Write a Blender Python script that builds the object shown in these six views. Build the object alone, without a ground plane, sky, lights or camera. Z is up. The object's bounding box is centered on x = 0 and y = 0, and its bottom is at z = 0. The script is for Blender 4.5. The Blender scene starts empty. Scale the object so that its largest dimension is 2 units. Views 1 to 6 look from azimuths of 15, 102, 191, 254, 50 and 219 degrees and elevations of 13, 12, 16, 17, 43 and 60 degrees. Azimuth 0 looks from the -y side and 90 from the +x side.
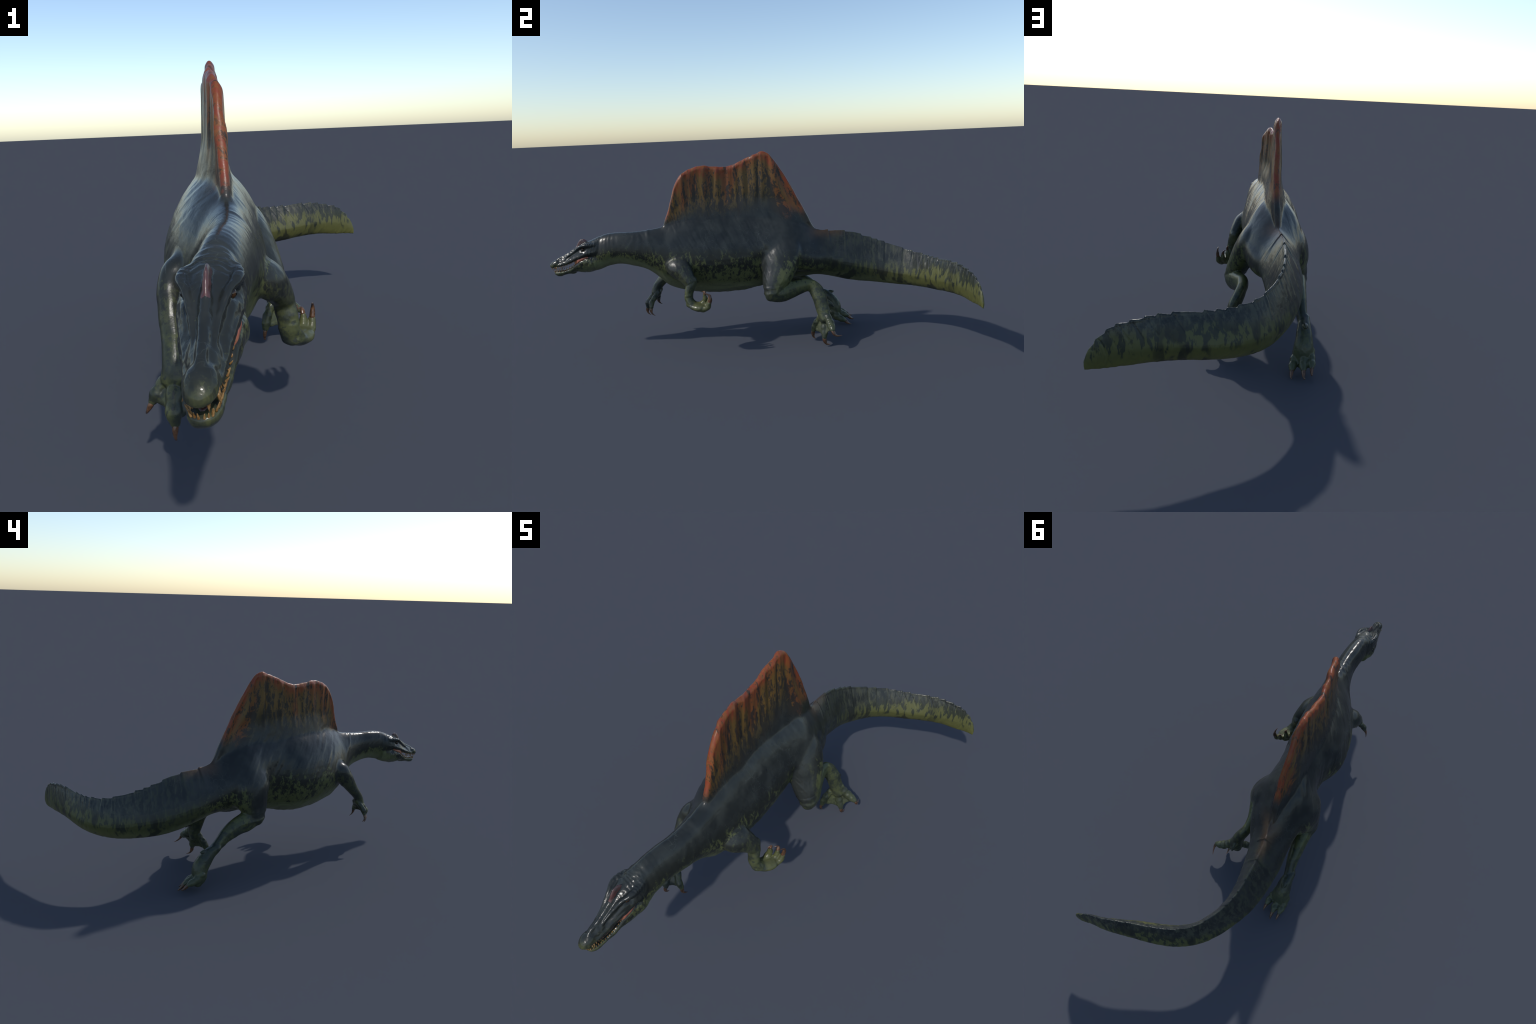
"""A sail-backed, crocodile-snouted dinosaur in mid stride, built from lofted anatomy."""
import bpy, bmesh, math, random
import numpy as np
from mathutils import Vector

random.seed(7)
VOXEL = 0.0021

# ------------------------------------------------------------------ curves
def hermite(ctrl, n=None, step=None):
    """Smooth curve through control rows (any number of columns), by chord length of the first three."""
    C = np.array(ctrl, float)
    d = np.linalg.norm(np.diff(C[:, :3], axis=0), axis=1)
    t = np.r_[0, np.cumsum(np.maximum(d, 1e-6))]
    m = np.zeros_like(C)
    sl = np.diff(C, axis=0) / np.diff(t)[:, None]
    m[0], m[-1] = sl[0], sl[-1]
    h = np.diff(t)
    m[1:-1] = (sl[:-1] * h[1:, None] + sl[1:] * h[:-1, None]) / (h[1:] + h[:-1])[:, None]
    if n is None:
        n = max(4, int(t[-1] / step))
    q = np.linspace(0, t[-1], n)
    i = np.clip(np.searchsorted(t, q, side="right") - 1, 0, len(t) - 2)
    u = ((q - t[i]) / h[i])[:, None]
    hh = h[i][:, None]
    return ((2*u**3 - 3*u**2 + 1) * C[i] + (u**3 - 2*u**2 + u) * hh * m[i]
            + (-2*u**3 + 3*u**2) * C[i+1] + (u**3 - u**2) * hh * m[i+1]), q

def smooth(a, b, x):
    t = np.clip((x - a) / (b - a), 0, 1)
    return t * t * (3 - 2 * t)

def bell(x, c, w):
    return np.exp(-((x - c) / w) ** 2)

# ------------------------------------------------------------------ mesh collection for the skin
PARTS = []          # (verts, faces) pieces that are fused into one skin

def loft(rings, cap=True):
    rings = np.asarray(rings)
    n, m, _ = rings.shape
    v = rings.reshape(-1, 3)
    f = []
    for i in range(n - 1):
        for j in range(m):
            k = (j + 1) % m
            f.append((i*m + j, i*m + k, (i+1)*m + k, (i+1)*m + j))
    if cap:
        v = np.vstack([v, rings[0].mean(0), rings[-1].mean(0)])
        a, b = n*m, n*m + 1
        for j in range(m):
            k = (j + 1) % m
            f.append((a, k, j))
            f.append((b, (n-1)*m + j, (n-1)*m + k))
    return v, f

def section(hw_fn, zb, zt, m=26):
    """Ring in the local (side, z) plane from a half-width function of the 0..1 height."""
    t = 0.5 - 0.5 * np.cos(np.linspace(0, math.pi, m))
    h = np.maximum(hw_fn(t), 0.0)
    z = zb + (zt - zb) * t
    right = np.c_[h, z]
    left = np.c_[-h[::-1][1:-1], z[::-1][1:-1]]
    right[0, 0] = 0; right[-1, 0] = 0
    return np.vstack([right, left])

def girth(w, tm, p, q, pb=2.0, qb=2.0):
    def fn(t):
        up = np.clip((t - tm) / (1 - tm), 0, 1)
        dn = np.clip((tm - t) / tm, 0, 1)
        return w * np.where(t > tm, (1 - up**p) ** (1/q), (1 - dn**pb) ** (1/qb))
    return fn

def tube(ctrl, ref, n=None, m=20, knuckles=0):
    """Limb: rows x, y, z, half size along ref, half size across."""
    P, _ = hermite(ctrl, n=n, step=0.006)
    if knuckles:
        P[:, 3:5] *= 1 + .08 * np.cos(np.linspace(0, 2 * math.pi * knuckles, len(P)))[:, None]
    c = P[:, :3]
    T = np.gradient(c, axis=0)
    T /= np.linalg.norm(T, axis=1)[:, None]
    ref = np.array(ref, float)
    rings = []
    th = np.linspace(0, 2*math.pi, m, endpoint=False)
    for i in range(len(c)):
        a = ref - T[i] * (ref @ T[i]); a /= np.linalg.norm(a)
        b = np.cross(T[i], a)
        rings.append(c[i] + np.outer(np.cos(th) * max(P[i, 3], .001), a) + np.outer(np.sin(th) * max(P[i, 4], .001), b))
    # rounded ends
    def dome(k, sgn):
        out = []
        for u in (0.35, 0.7, 0.92):
            s = math.sqrt(1 - u*u)
            out.append(c[k] + sgn * T[k] * u * min(P[k, 3], P[k, 4]) + (rings[k] - c[k]) * s)
        return out
    rings = dome(0, -1)[::-1] + rings + dome(-1, 1)
    PARTS.append(loft(rings))
    return P

def blob(c, r, rot=None, seg=18):
    u, v = np.meshgrid(np.linspace(0.05, math.pi - .05, seg), np.linspace(0, 2*math.pi, 2*seg, endpoint=False), indexing="ij")
    p = np.stack([np.sin(u)*np.cos(v)*r[0], np.sin(u)*np.sin(v)*r[1], np.cos(u)*r[2]], -1)
    if rot is not None:
        p = p @ np.array(rot)      # rows of rot = world directions of the local axes
    PARTS.append(loft(p + np.array(c)))

def web(A, B, th=0.006, sag=0.25, n=10, m=9):
    """Skin stretched between two digits."""
    A, _ = hermite(A, n=n); B, _ = hermite(B, n=n)
    A = A[:, :3]; B = B[:, :3]
    g = np.zeros((n, m, 3))
    for j in range(m):
        v = j / (m - 1)
        cut = 1 - sag * 4 * v * (1 - v)
        idx = np.linspace(0, (n - 1) * cut, n)
        i0 = np.clip(idx.astype(int), 0, n - 2); fr = (idx - i0)[:, None]
        a = A[i0] * (1 - fr) + A[i0 + 1] * fr
        b = B[i0] * (1 - fr) + B[i0 + 1] * fr
        g[:, j] = a * (1 - v) + b * v
    nu = np.gradient(g, axis=0); nv = np.gradient(g, axis=1)
    nn = np.cross(nu, nv); nn /= np.maximum(np.linalg.norm(nn, axis=2), 1e-9)[..., None]
    nn = nn.reshape(-1, 3).mean(0); nn /= np.linalg.norm(nn)
    rings = []
    for i in range(n):
        rings.append(np.vstack([g[i] + nn * th / 2, g[i][::-1] - nn * th / 2]))
    PARTS.append(loft(rings))

# ------------------------------------------------------------------ trunk: neck, torso, tail
#         x      y      top   bottom  half   widest  p     q   sideways shift of the belly
TRUNK = [(.219, -.775, .556, .404, .044, .45, 2.0, 2.0, 0),
         (.212, -.740, .573, .417, .046, .45, 2.0, 2.0, -.008),
         (.201, -.675, .582, .430, .047, .45, 2.0, 2.0, -.008),
         (.188, -.600, .582, .418, .049, .45, 2.0, 1.9, -.008),
         (.172, -.540, .586, .394, .055, .44, 2.0, 1.8, -.004),
         (.157, -.490, .594, .350, .067, .43, 1.9, 1.6, .004),
         (.145, -.455, .606, .312, .080, .42, 1.8, 1.35, .010),
         (.122, -.400, .630, .281, .100, .42, 1.7, 1.3, .015),
         (.090, -.335, .648, .259, .119, .42, 1.6, 1.4, .013),
         (.050, -.250, .655, .246, .131, .42, 1.6, 1.5, .009),
         (.013, -.160, .655, .245, .130, .43, 1.6, 1.5, .002),
         (-.012, -.070, .650, .256, .107, .47, 1.6, 1.55, -.016),
         (-.034, .020, .640, .282, .106, .49, 1.6, 1.6, -.010),
         (-.052, .100, .625, .292, .124, .48, 1.6, 1.6, .002),
         (-.074, .180, .588, .300, .107, .46, 1.5, 1.4, .004),
         (-.106, .265, .538, .303, .086, .41, 1.35, 1.2, .006),
         (-.138, .343, .528, .283, .077, .38, 1.3, 1.15, .006),
         (-.157, .405, .520, .265, .070, .37, 1.25, 1.1, .006),
         (-.172, .465, .503, .254, .062, .36, 1.2, 1.08, .005),
         (-.181, .525, .482, .248, .055, .36, 1.2, 1.05, .003),
         (-.178, .595, .459, .243, .048, .36, 1.2, 1.05, 0),
         (-.163, .660, .437, .240, .045, .36, 1.2, 1.05, 0),
         (-.135, .725, .421, .243, .043, .36, 1.2, 1.05, 0),
         (-.095, .775, .415, .246, .042, .36, 1.2, 1.05, 0),
         (-.050, .812, .412, .251, .041, .36, 1.2, 1.05, 0),
         (.000, .845, .413, .257, .039, .36, 1.2, 1.05, 0),
         (.050, .876, .415, .264, .035, .36, 1.2, 1.05, 0),
         (.110, .915, .414, .268, .028, .37, 1.25, 1.1, 0),
         (.166, .947, .402, .266, .021, .38, 1.3, 1.15, 0),
         (.205, .964, .392, .262, .016, .40, 1.4, 1.3, 0),
         (.245, .985, .358, .260, .012, .42, 1.6, 1.5, 0),
         (.271, .993, .326, .258, .009, .45, 1.8, 1.8, 0),
         (.287, .998, .284, .256, .004, .5, 2., 2., 0)]
TR, TS = hermite(TRUNK, step=0.0035)
TC = TR[:, :2]
Ttan = np.gradient(TC, axis=0); Ttan /= np.linalg.norm(Ttan, axis=1)[:, None]
Tside = np.c_[-Ttan[:, 1], Ttan[:, 0]]          # points to the animal's right or left, consistently
TAIL_S = TS[np.argmin(abs(TR[:, 1] - .275))]
PLATE = 0.043

def plate_phase(s):
    """0..1 along each dorsal plate of the tail; the plates shorten towards the tip."""
    u = (s - TAIL_S) / (TS[-1] - TAIL_S)
    ph = 15 * (u + .35 * u * u) + .35 * np.sin(u * 23) + .2 * np.sin(u * 41 + 1)
    return ph % 1.0

rings = []
for r, s, sd in zip(TR, TS, Tside):
    zt = r[2]
    if s > TAIL_S:
        ph = plate_phase(s)
        zt += .0075 * (ph - .5) * smooth(TAIL_S, TAIL_S + .05, s) * (1 - smooth(TS[-1] - .05, TS[-1], s))
    ring = section(girth(r[4], r[5], r[6], r[7], 1.5, 1.7), r[3], zt)
    tt = (ring[:, 1] - r[3]) / (zt - r[3])
    ring[:, 0] += r[8] * (1 - tt ** 2)
    rings.append(np.c_[r[0] + sd[0]*ring[:, 0], r[1] + sd[1]*ring[:, 0], ring[:, 1]])
PARTS.append(loft(rings))

# a thin blade along the tail's upper edge, carrying the plates
rings = []
for r, s, sd in zip(TR, TS, Tside):
    if s < TAIL_S - .03 or s > TS[-1] - .012:
        continue
    ph = plate_phase(s)
    fade = smooth(TAIL_S - .03, TAIL_S + .05, s) * (1 - smooth(TS[-1] - .06, TS[-1], s))
    zt = r[2] + .0085 * (ph - .5) * fade
    zb = r[3] + (r[2] - r[3]) * .45
    hw = .0035 + .0035 * (1 - smooth(0, .5, (s - TAIL_S)))
    hw *= .93 + .14 * ph
    ring = section(lambda t: np.minimum(hw + .2 * r[4] * (1 - t), hw * 3) * np.sqrt(np.clip((1 - t) * 14, 0, 1)) * np.sqrt(np.clip(t * 30, 0, 1)), zb, zt, 18)
    rings.append(np.c_[r[0] + sd[0]*ring[:, 0], r[1] + sd[1]*ring[:, 0], ring[:, 1]])
PARTS.append(loft(rings))

def spine_x(y):
    return np.interp(y, TR[:, 1], TR[:, 0])

# ------------------------------------------------------------------ sail
SAIL = [(-.472, .590), (-.459, .603), (-.443, .640), (-.430, .672), (-.417, .715), (-.405, .757), (-.393, .792), (-.380, .820),
        (-.360, .848), (-.335, .864), (-.300, .875), (-.255, .880), (-.215, .874), (-.185, .869), (-.150, .873),
        (-.115, .884), (-.080, .899), (-.040, .918), (-.008, .931), (.012, .935), (.032, .928), (.055, .908),
        (.080, .874), (.110, .824), (.145, .760), (.185, .680), (.215, .618), (.238, .566), (.252, .545), (.275, .530)]
SA, _ = hermite([(y, z, 0) for y, z in SAIL], n=360)
rings = []
for y, zt, _ in SA:
    i = np.argmin(abs(TR[:, 1] - y))
    sd = Tside[i]; x0 = spine_x(y)
    zb = TR[i, 2] - .06
    zt = zt + .0012 * math.sin(y * 60) + .0006 * math.sin(y * 170 + 1)
    zt = max(zt, zb + .03)
    top = smooth(-.46, -.36, y) * (1 - smooth(.15, .27, y))
    def hw(t, zb=zb, zt=zt, y=y):
        z = zb + (zt - zb) * t
        d = zt - z
        body = .0118 + .0100 * smooth(.02, .22, d) * smooth(-.46, -.25, y)
        flare = .022 * (1 - smooth(.0, .14, z - zb)) * smooth(-.44, -.26, y) * (1 - smooth(.1, .26, y))
        u = y - (.10 * smooth(-.3, -.42, y) + .30 * smooth(.0, .15, y)) * (.9 - z)
        rib = (.0024 * np.sin(u * 2 * math.pi / .055 + 1.2 * np.sin(u * 17)) + .0012 * np.sin(u * 2 * math.pi / .030 + 1.3 + math.sin(y * 31))) * smooth(.64, .76, z) * smooth(.0, .03, d)
        return (body + flare + rib) * np.sqrt(np.clip(d / .014, 0, 1)) * np.sqrt(np.clip((z - zb) / .01, 0, 1))
    ring = section(hw, zb, zt, 60)
    zz = ring[:, 1]                      # the whole blade wavers a little from side to side
    ring[:, 0] += .0019 * np.sin(y * 2 * math.pi / .085 + 4 * (zz - .8)) * smooth(.66, .8, zz)
    rings.append(np.c_[x0 + sd[0]*ring[:, 0], y + sd[1]*ring[:, 0], ring[:, 1]])
PARTS.append(loft(rings))

# ------------------------------------------------------------------ head, in its own frame
HF = np.array([.2055, -.9787, 0]); HS = np.array([.9787, .2055, 0]); HB = np.array([.2202, -.78, 0])
def head_to_world(s, w, z):
    return HB + np.multiply.outer(s, HF) + np.multiply.outer(w, HS) + np.multiply.outer(z, [0, 0, 1])
def drift(s):                       # the snout bends a touch to the side
    return .004 * smooth(.06, .2, s)
#          s     lip   top   half  widest  p    q
SKULL = [(-.050, .440, .572, .042, .40, 2.0, 2.0),
         (-.020, .455, .566, .048, .38, 2.0, 2.0),
         (.010, .466, .553, .0505, .34, 2.2, 1.9),
         (.040, .470, .543, .0485, .30, 2.2, 1.7),
         (.065, .465, .531, .0445, .26, 2.0, 1.6),
         (.090, .456, .514, .0385, .24, 1.9, 1.6),
         (.115, .446, .497, .0330, .24, 1.8, 1.6),
         (.140, .437, .483, .0285, .26, 1.8, 1.6),
         (.163, .431, .474, .0250, .30, 1.8, 1.7),
         (.180, .427, .467, .0228, .38, 2.0, 1.9),
         (.198, .425, .462, .0236, .42, 2.0, 2.0),
         (.212, .422, .454, .0210, .45, 2.0, 2.0),
         (.222, .421, .446, .0150, .5, 2.0, 2.0),
         (.2275, .427, .438, .0050, .5, 2.0, 2.0)]
JAW = [(-.045, .416, .500, .042, .5, 2.2, 2.2),
       (-.010, .404, .494, .0490, .55, 2.4, 2.2),
       (.020, .398, .481, .0505, .58, 2.6, 2.2),
       (.050, .394, .472, .0500, .62, 3.0, 2.4),
       (.075, .396, .460, .0460, .64, 3.0, 2.6),
       (.092, .399, .447, .0420, .64, 3.0, 2.6),
       (.106, .397, .434, .0380, .64, 3.2, 2.8),
       (.121, .391, .424, .0345, .62, 3.2, 2.8),
       (.143, .389, .414, .0295, .60, 3.2, 2.8),
       (.165, .384, .409, .0260, .60, 3.2, 2.6),
       (.184, .379, .407, .0235, .60, 3.2, 2.6),
       (.198, .382, .405, .0185, .60, 3.0, 2.4),
       (.206, .388, .402, .0120, .60, 2.4, 2.2),
       (.210, .393, .399, .0040, .5, 2., 2.)]
def head_loft(tab, wob=0):
    P, _ = hermite([(r[0], 0, 0) + r[1:] for r in tab], n=110)
    rings = []
    for r in P:
        zb, zt, hw = r[3], r[4], max(r[5], .001)
        ring = section(girth(hw, r[6], r[7], r[8]), zb, zt, 24)
        rings.append(head_to_world(np.full(len(ring), r[0]), ring[:, 0] + drift(r[0]), ring[:, 1]))
    PARTS.append(loft(rings))
    return P
SK = head_loft(SKULL)
JW = head_loft(JAW)
skull_top = lambda s: np.interp(s, SK[:, 0], SK[:, 4])
upper_lip = lambda s: np.interp(s, SK[:, 0], SK[:, 3])
upper_hw = lambda s: np.interp(s, SK[:, 0], SK[:, 5])
lower_lip = lambda s: np.interp(s, JW[:, 0], JW[:, 4])
lower_hw = lambda s: np.interp(s, JW[:, 0], JW[:, 5])
HROT = [HF, HS, [0, 0, 1]]

def head_tube(rows):
    out = []
    for s, w, z, a, b in rows:
        out.append(tuple(head_to_world(s, w + drift(s), z)) + (a, b))
    tube(out, (0, 0, 1))
for k in (-1, 1):
    # brow ridge running into the side of the nasal ridge
    head_tube([(-.012, k*.034, .531, .010, .010), (.020, k*.041, .532, .011, .011), (.045, k*.040, .529, .0095, .010),
               (.070, k*.030, .519, .008, .008), (.100, k*.021, .499, .006, .006), (.135, k*.015, .477, .0045, .0045), (.165, k*.012, .459, .003, .003)])
    # cheek bar under the eye
    head_tube([(-.01, k*.043, .500, .012, .008), (.03, k*.044, .492, .011, .008), (.065, k*.040, .480, .009, .008),
               (.10, k*.033, .466, .008, .007), (.14, k*.026, .449, .008, .006), (.18, k*.020, .438, .007, .006)])
    # bulging jaw muscle
    blob(head_to_world(.02, k*.034, .445), (.045, .020, .030), HROT)
# nasal ridge and thin crest
head_tube([(.03, 0, .535, .012, .010), (.08, 0, .516, .011, .010), (.12, 0, .492, .010, .0095), (.16, 0, .472, .009, .009), (.185, 0, .461, .009, .010)])
CREST = [(.030, .536), (.036, .546), (.045, .554), (.058, .5595), (.070, .556), (.080, .546), (.092, .526), (.105, .508), (.118, .494)]
CR, _ = hermite([(s, z, 0) for s, z in CREST], n=60)
rings = []
for s, zt, _ in CR:
    zb = skull_top(s) - .02
    ring = section(lambda t: (.0043 + .003 * (1 - t)) * np.sqrt(np.clip((1 - t) * 5, 0, 1)), zb, zt, 16)
    rings.append(head_to_world(np.full(len(ring), s), ring[:, 0] + drift(s), ring[:, 1]))
PARTS.append(loft(rings))
# throat pouch
blob(head_to_world(.045, 0, .415), (.05, .030, .022), HROT)
blob(head_to_world(.118, .002, .398), (.018, .020, .009), HROT)

# ------------------------------------------------------------------ hind limbs
X = (0, 1, 0)
RLEG = {}
RLEG["thigh"] = tube([(-.088, .090, .525, .066, .038), (-.108, .089, .488, .090, .052), (-.128, .088, .445, .102, .060),
                      (-.143, .082, .390, .092, .058), (-.148, .066, .335, .066, .048), (-.158, .062, .288, .048, .040)], X)
tube([(-.105, .10, .44, .075, .055), (-.116, .17, .425, .076, .060), (-.124, .24, .402, .066, .058), (-.135, .31, .385, .05, .05)], (0, 0, 1))   # tail-pulling muscle
RLEG["shank"] = tube([(-.153, .054, .289, .039, .037), (-.162, .090, .278, .047, .037), (-.177, .148, .257, .044, .033), (-.192, .196, .231, .036, .028),
                      (-.207, .234, .199, .027, .023), (-.220, .262, .175, .023, .022)], (0, 0, 1))
RLEG["foot"] = tube([(-.226, .252, .182, .022, .022), (-.229, .286, .159, .030, .028), (-.235, .313, .126, .035, .034), (-.238, .331, .090, .036, .040),
                     (-.241, .334, .058, .033, .042), (-.242, .342, .040, .026, .038)], (0, 1, .4))
tube([(-.232, .295, .172, .012, .012), (-.238, .318, .176, .009, .009), (-.240, .327, .176, .004, .004)], (0, 0, 1))   # dew toe
RTOES = [[(-.215, .325, .070, .020, .019), (-.208, .352, .042, .019, .018), (-.206, .372, .032, .016, .016), (-.207, .386, .026, .012, .012)],
         [(-.243, .335, .075, .020, .018), (-.246, .366, .050, .020, .018), (-.249, .385, .043, .016, .016), (-.252, .398, .038, .012, .012)],
         [(-.266, .325, .082, .018, .016), (-.274, .355, .058, .018, .016), (-.278, .374, .051, .015, .015), (-.281, .387, .046, .011, .011)]]
for t in RTOES:
    tube(t, (0, 0, 1), knuckles=2.5)
web(RTOES[0][:3], RTOES[1][:3], .008); web(RTOES[1][:3], RTOES[2][:3], .008)

LLEG = {}
LLEG["thigh"] = tube([(-.008, .114, .525, .062, .036), (.012, .110, .488, .084, .048), (.034, .106, .450, .092, .053), (.056, .098, .405, .092, .054),
                      (.080, .087, .355, .080, .050), (.104, .075, .310, .064, .046), (.126, .066, .268, .044, .037)], X)
tube([(.030, .12, .43, .070, .050), (.000, .18, .415, .066, .050), (-.045, .25, .395, .060, .048), (-.112, .33, .400, .042, .036)], (0, 0, 1))
LLEG["shank"] = tube([(.130, .062, .262, .037, .034), (.114, .098, .262, .044, .034), (.086, .140, .270, .044, .031), (.060, .180, .280, .039, .028),
                      (.042, .215, .287, .035, .025), (.034, .245, .284, .030, .023)], (0, 0, 1))
LLEG["foot"] = tube([(.034, .245, .286, .030, .022), (.040, .268, .258, .035, .023), (.052, .285, .223, .035, .025), (.060, .296, .184, .034, .027),
                     (.066, .305, .150, .031, .032), (.070, .306, .125, .025, .036)], X)
LTOES = [[(.060, .298, .150, .018, .018), (.050, .280, .118, .015, .015), (.042, .259, .085, .016, .016), (.040, .249, .055, .013, .013)],
         [(.070, .305, .145, .019, .018), (.080, .307, .108, .017, .017), (.094, .309, .072, .017, .017), (.106, .309, .045, .013, .013)],
         [(.078, .315, .155, .019, .019), (.097, .330, .130, .019, .019), (.122, .344, .108, .019, .019), (.144, .352, .096, .014, .014)]]
for t in LTOES:
    tube(t, (0, 1, 0), knuckles=3.5)
web(LTOES[0], LTOES[1], .006, .10); web(LTOES[1], LTOES[2], .006, .12)
tube([(.046, .322, .200, .014, .012), (.044, .340, .190, .009, .008), (.044, .350, .180, .004, .004)], (0, 0, 1))

# ------------------------------------------------------------------ forelimbs
tube([(.135, -.390, .450, .050, .035), (.168, -.388, .432, .064, .038), (.202, -.364, .408, .058, .041), (.218, -.334, .378, .043, .035),
      (.227, -.310, .348, .032, .030)], X)
tube([(.222, -.302, .352, .030, .027), (.230, -.306, .325, .025, .029), (.238, -.316, .295, .021, .028), (.243, -.314, .262, .021, .028), (.248, -.300, .243, .021, .030)], X)
tube([(.246, -.308, .246, .022, .028), (.253, -.280, .233, .018, .034), (.258, -.255, .231, .017, .034), (.262, -.240, .233, .014, .030)], (0, 0, 1))
LFING = [[(.262, -.268, .231, .014, .014), (.272, -.236, .229, .014, .013), (.278, -.213, .238, .013, .013), (.279, -.205, .258, .010, .010)],
         [(.256, -.262, .233, .013, .013), (.258, -.234, .236, .013, .012), (.258, -.216, .250, .012, .012), (.257, -.213, .269, .009, .009)],
         [(.242, -.275, .238, .013, .013), (.238, -.248, .246, .013, .012), (.238, -.236, .266, .012, .012), (.241, -.238, .286, .009, .009)]]
for t in LFING:
    tube(t, (1, 0, 0), knuckles=2.5)
web(LFING[0][:3], LFING[1][:3], .007); web(LFING[1][:3], LFING[2][:3], .007)

tube([(.035, -.405, .450, .042, .034), (.012, -.424, .438, .046, .036), (.004, -.446, .404, .042, .033), (.013, -.474, .368, .036, .031),
      (.020, -.497, .338, .031, .029)], X)
tube([(.020, -.494, .344, .030, .029), (.029, -.515, .318, .027, .028), (.037, -.538, .292, .024, .026), (.043, -.557, .266, .022, .026), (.045, -.564, .242, .022, .030)], X)
RFING = [[(.034, -.545, .252, .015, .015), (.018, -.562, .228, .013, .014), (.004, -.573, .206, .014, .014), (-.003, -.574, .192, .011, .011)],
         [(.044, -.556, .242, .018, .017), (.052, -.588, .212, .016, .017), (.057, -.606, .186, .016, .017), (.060, -.608, .166, .012, .013)],
         [(.054, -.545, .245, .015, .015), (.080, -.560, .220, .013, .014), (.100, -.570, .198, .013, .014), (.111, -.568, .179, .011, .011)]]
for t in RFING:
    tube(t, (0, 1, 0), knuckles=2.5)
web(RFING[0], RFING[1], .006, .18); web(RFING[1], RFING[2], .006, .12)

# ------------------------------------------------------------------ fuse into one skin
def mesh_from(v, f, name):
    me = bpy.data.meshes.new(name)
    me.from_pydata([tuple(p) for p in v], [], f)
    me.update()
    return me
vs, fs, base = [], [], 0
for v, f in PARTS:
    # make sure every piece faces outwards so that the fused volume is solid
    me = mesh_from(v, f, "tmp")
    bm = bmesh.new(); bm.from_mesh(me)
    bmesh.ops.recalc_face_normals(bm, faces=bm.faces)
    if bm.calc_volume(signed=True) < 0:
        bmesh.ops.reverse_faces(bm, faces=bm.faces)
    vv = [tuple(x.co) for x in bm.verts]
    ff = [tuple(x.index + base for x in fc.verts) for fc in bm.faces]
    vs += vv; fs += ff; base += len(vv)
    bm.free(); bpy.data.meshes.remove(me)
raw = bpy.data.objects.new("raw", mesh_from(vs, fs, "raw"))
bpy.context.scene.collection.objects.link(raw)
mod = raw.modifiers.new("fuse", "REMESH"); mod.mode = "VOXEL"; mod.voxel_size = VOXEL; mod.adaptivity = 0
dg = bpy.context.evaluated_depsgraph_get()
ev = raw.evaluated_get(dg); em = ev.to_mesh()
N = len(em.vertices)
co = np.empty(N*3); em.vertices.foreach_get("co", co); co = co.reshape(-1, 3)
E2 = np.empty(len(em.edges)*2, int); em.edges.foreach_get("vertices", E2); E2 = E2.reshape(-1, 2)
nl = len(em.loops)
LV = np.empty(nl, int); em.loops.foreach_get("vertex_index", LV)
LS = np.empty(len(em.polygons), int); em.polygons.foreach_get("loop_start", LS)
LT = np.empty(len(em.polygons), int); em.polygons.foreach_get("loop_total", LT)
assert (LT == 4).all()
Q = LV[LS[:, None] + np.arange(4)]
ev.to_mesh_clear()
bpy.data.objects.remove(raw)
print("skin vertices", N, "faces", len(Q))

# drop loose inner shells (keep the biggest connected piece)
lab = np.arange(N)
while True:
    m = np.minimum(lab[E2[:, 0]], lab[E2[:, 1]])
    new = lab.copy()
    np.minimum.at(new, E2[:, 0], m); np.minimum.at(new, E2[:, 1], m)
    new = new[new]; new = new[new]
    if (new == lab).all():
        break
    lab = new
ids, cnt = np.unique(lab, return_counts=True)
print("shells", cnt)
keep = lab == ids[np.argmax(cnt)]
ren = np.cumsum(keep) - 1
Q = ren[Q[keep[Q].all(1)]]; E2 = ren[E2[keep[E2].all(1)]]; co = co[keep]; N = len(co)

deg = np.bincount(E2.ravel(), minlength=N).astype(float)
def lap(f):
    out = np.empty_like(f)
    for k in range(f.shape[1]):
        a = np.bincount(E2[:, 0], f[E2[:, 1], k], N) + np.bincount(E2[:, 1], f[E2[:, 0], k], N)
        out[:, k] = a / deg
    return out
def relax(weight, n):
    global co
    for _ in range(n):
        co = co + weight[:, None] * (lap(co) - co)
def normals():
    d1 = co[Q[:, 2]] - co[Q[:, 0]]; d2 = co[Q[:, 3]] - co[Q[:, 1]]
    fn = np.cross(d1, d2)
    n = np.zeros((N, 3))
    for k in range(3):
        n[:, k] = sum(np.bincount(Q[:, j], fn[:, k], N) for j in range(4))
    return n / np.maximum(np.linalg.norm(n, axis=1), 1e-12)[:, None]

# soften where limbs grow out of the trunk
JOINTS = [((-.09, .09, .52), .14), ((-.13, .20, .40), .12), ((.01, .12, .52), .14), ((.0, .22, .40), .12), ((-.08, .30, .40), .08), ((-.01, .19, .49), .10), ((.03, .05, .50), .08), ((-.10, -.01, .42), .07), ((.05, .02, .42), .07),
          ((.15, -.37, .44), .085), ((.02, -.41, .44), .075), ((.22, -.77, .47), .05), ((.15, -.47, .42), .09), ((.15, -.46, .59), .03),
          ((-.18, .06, .29), .035), ((.13, .07, .26), .03), ((.036, .25, .28), .03), ((-.23, .26, .17), .03), ((.25, -.30, .24), .025),
          ((.222, -.304, .35), .03), ((.004, -.475, .335), .03), ((.04, -.55, .245), .025)]
w = np.zeros(N)
for c, r in JOINTS:
    d = np.linalg.norm(co - np.array(c), axis=1) / r
    w = np.maximum(w, 1 - smooth(.55, 1.25, d))
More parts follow.
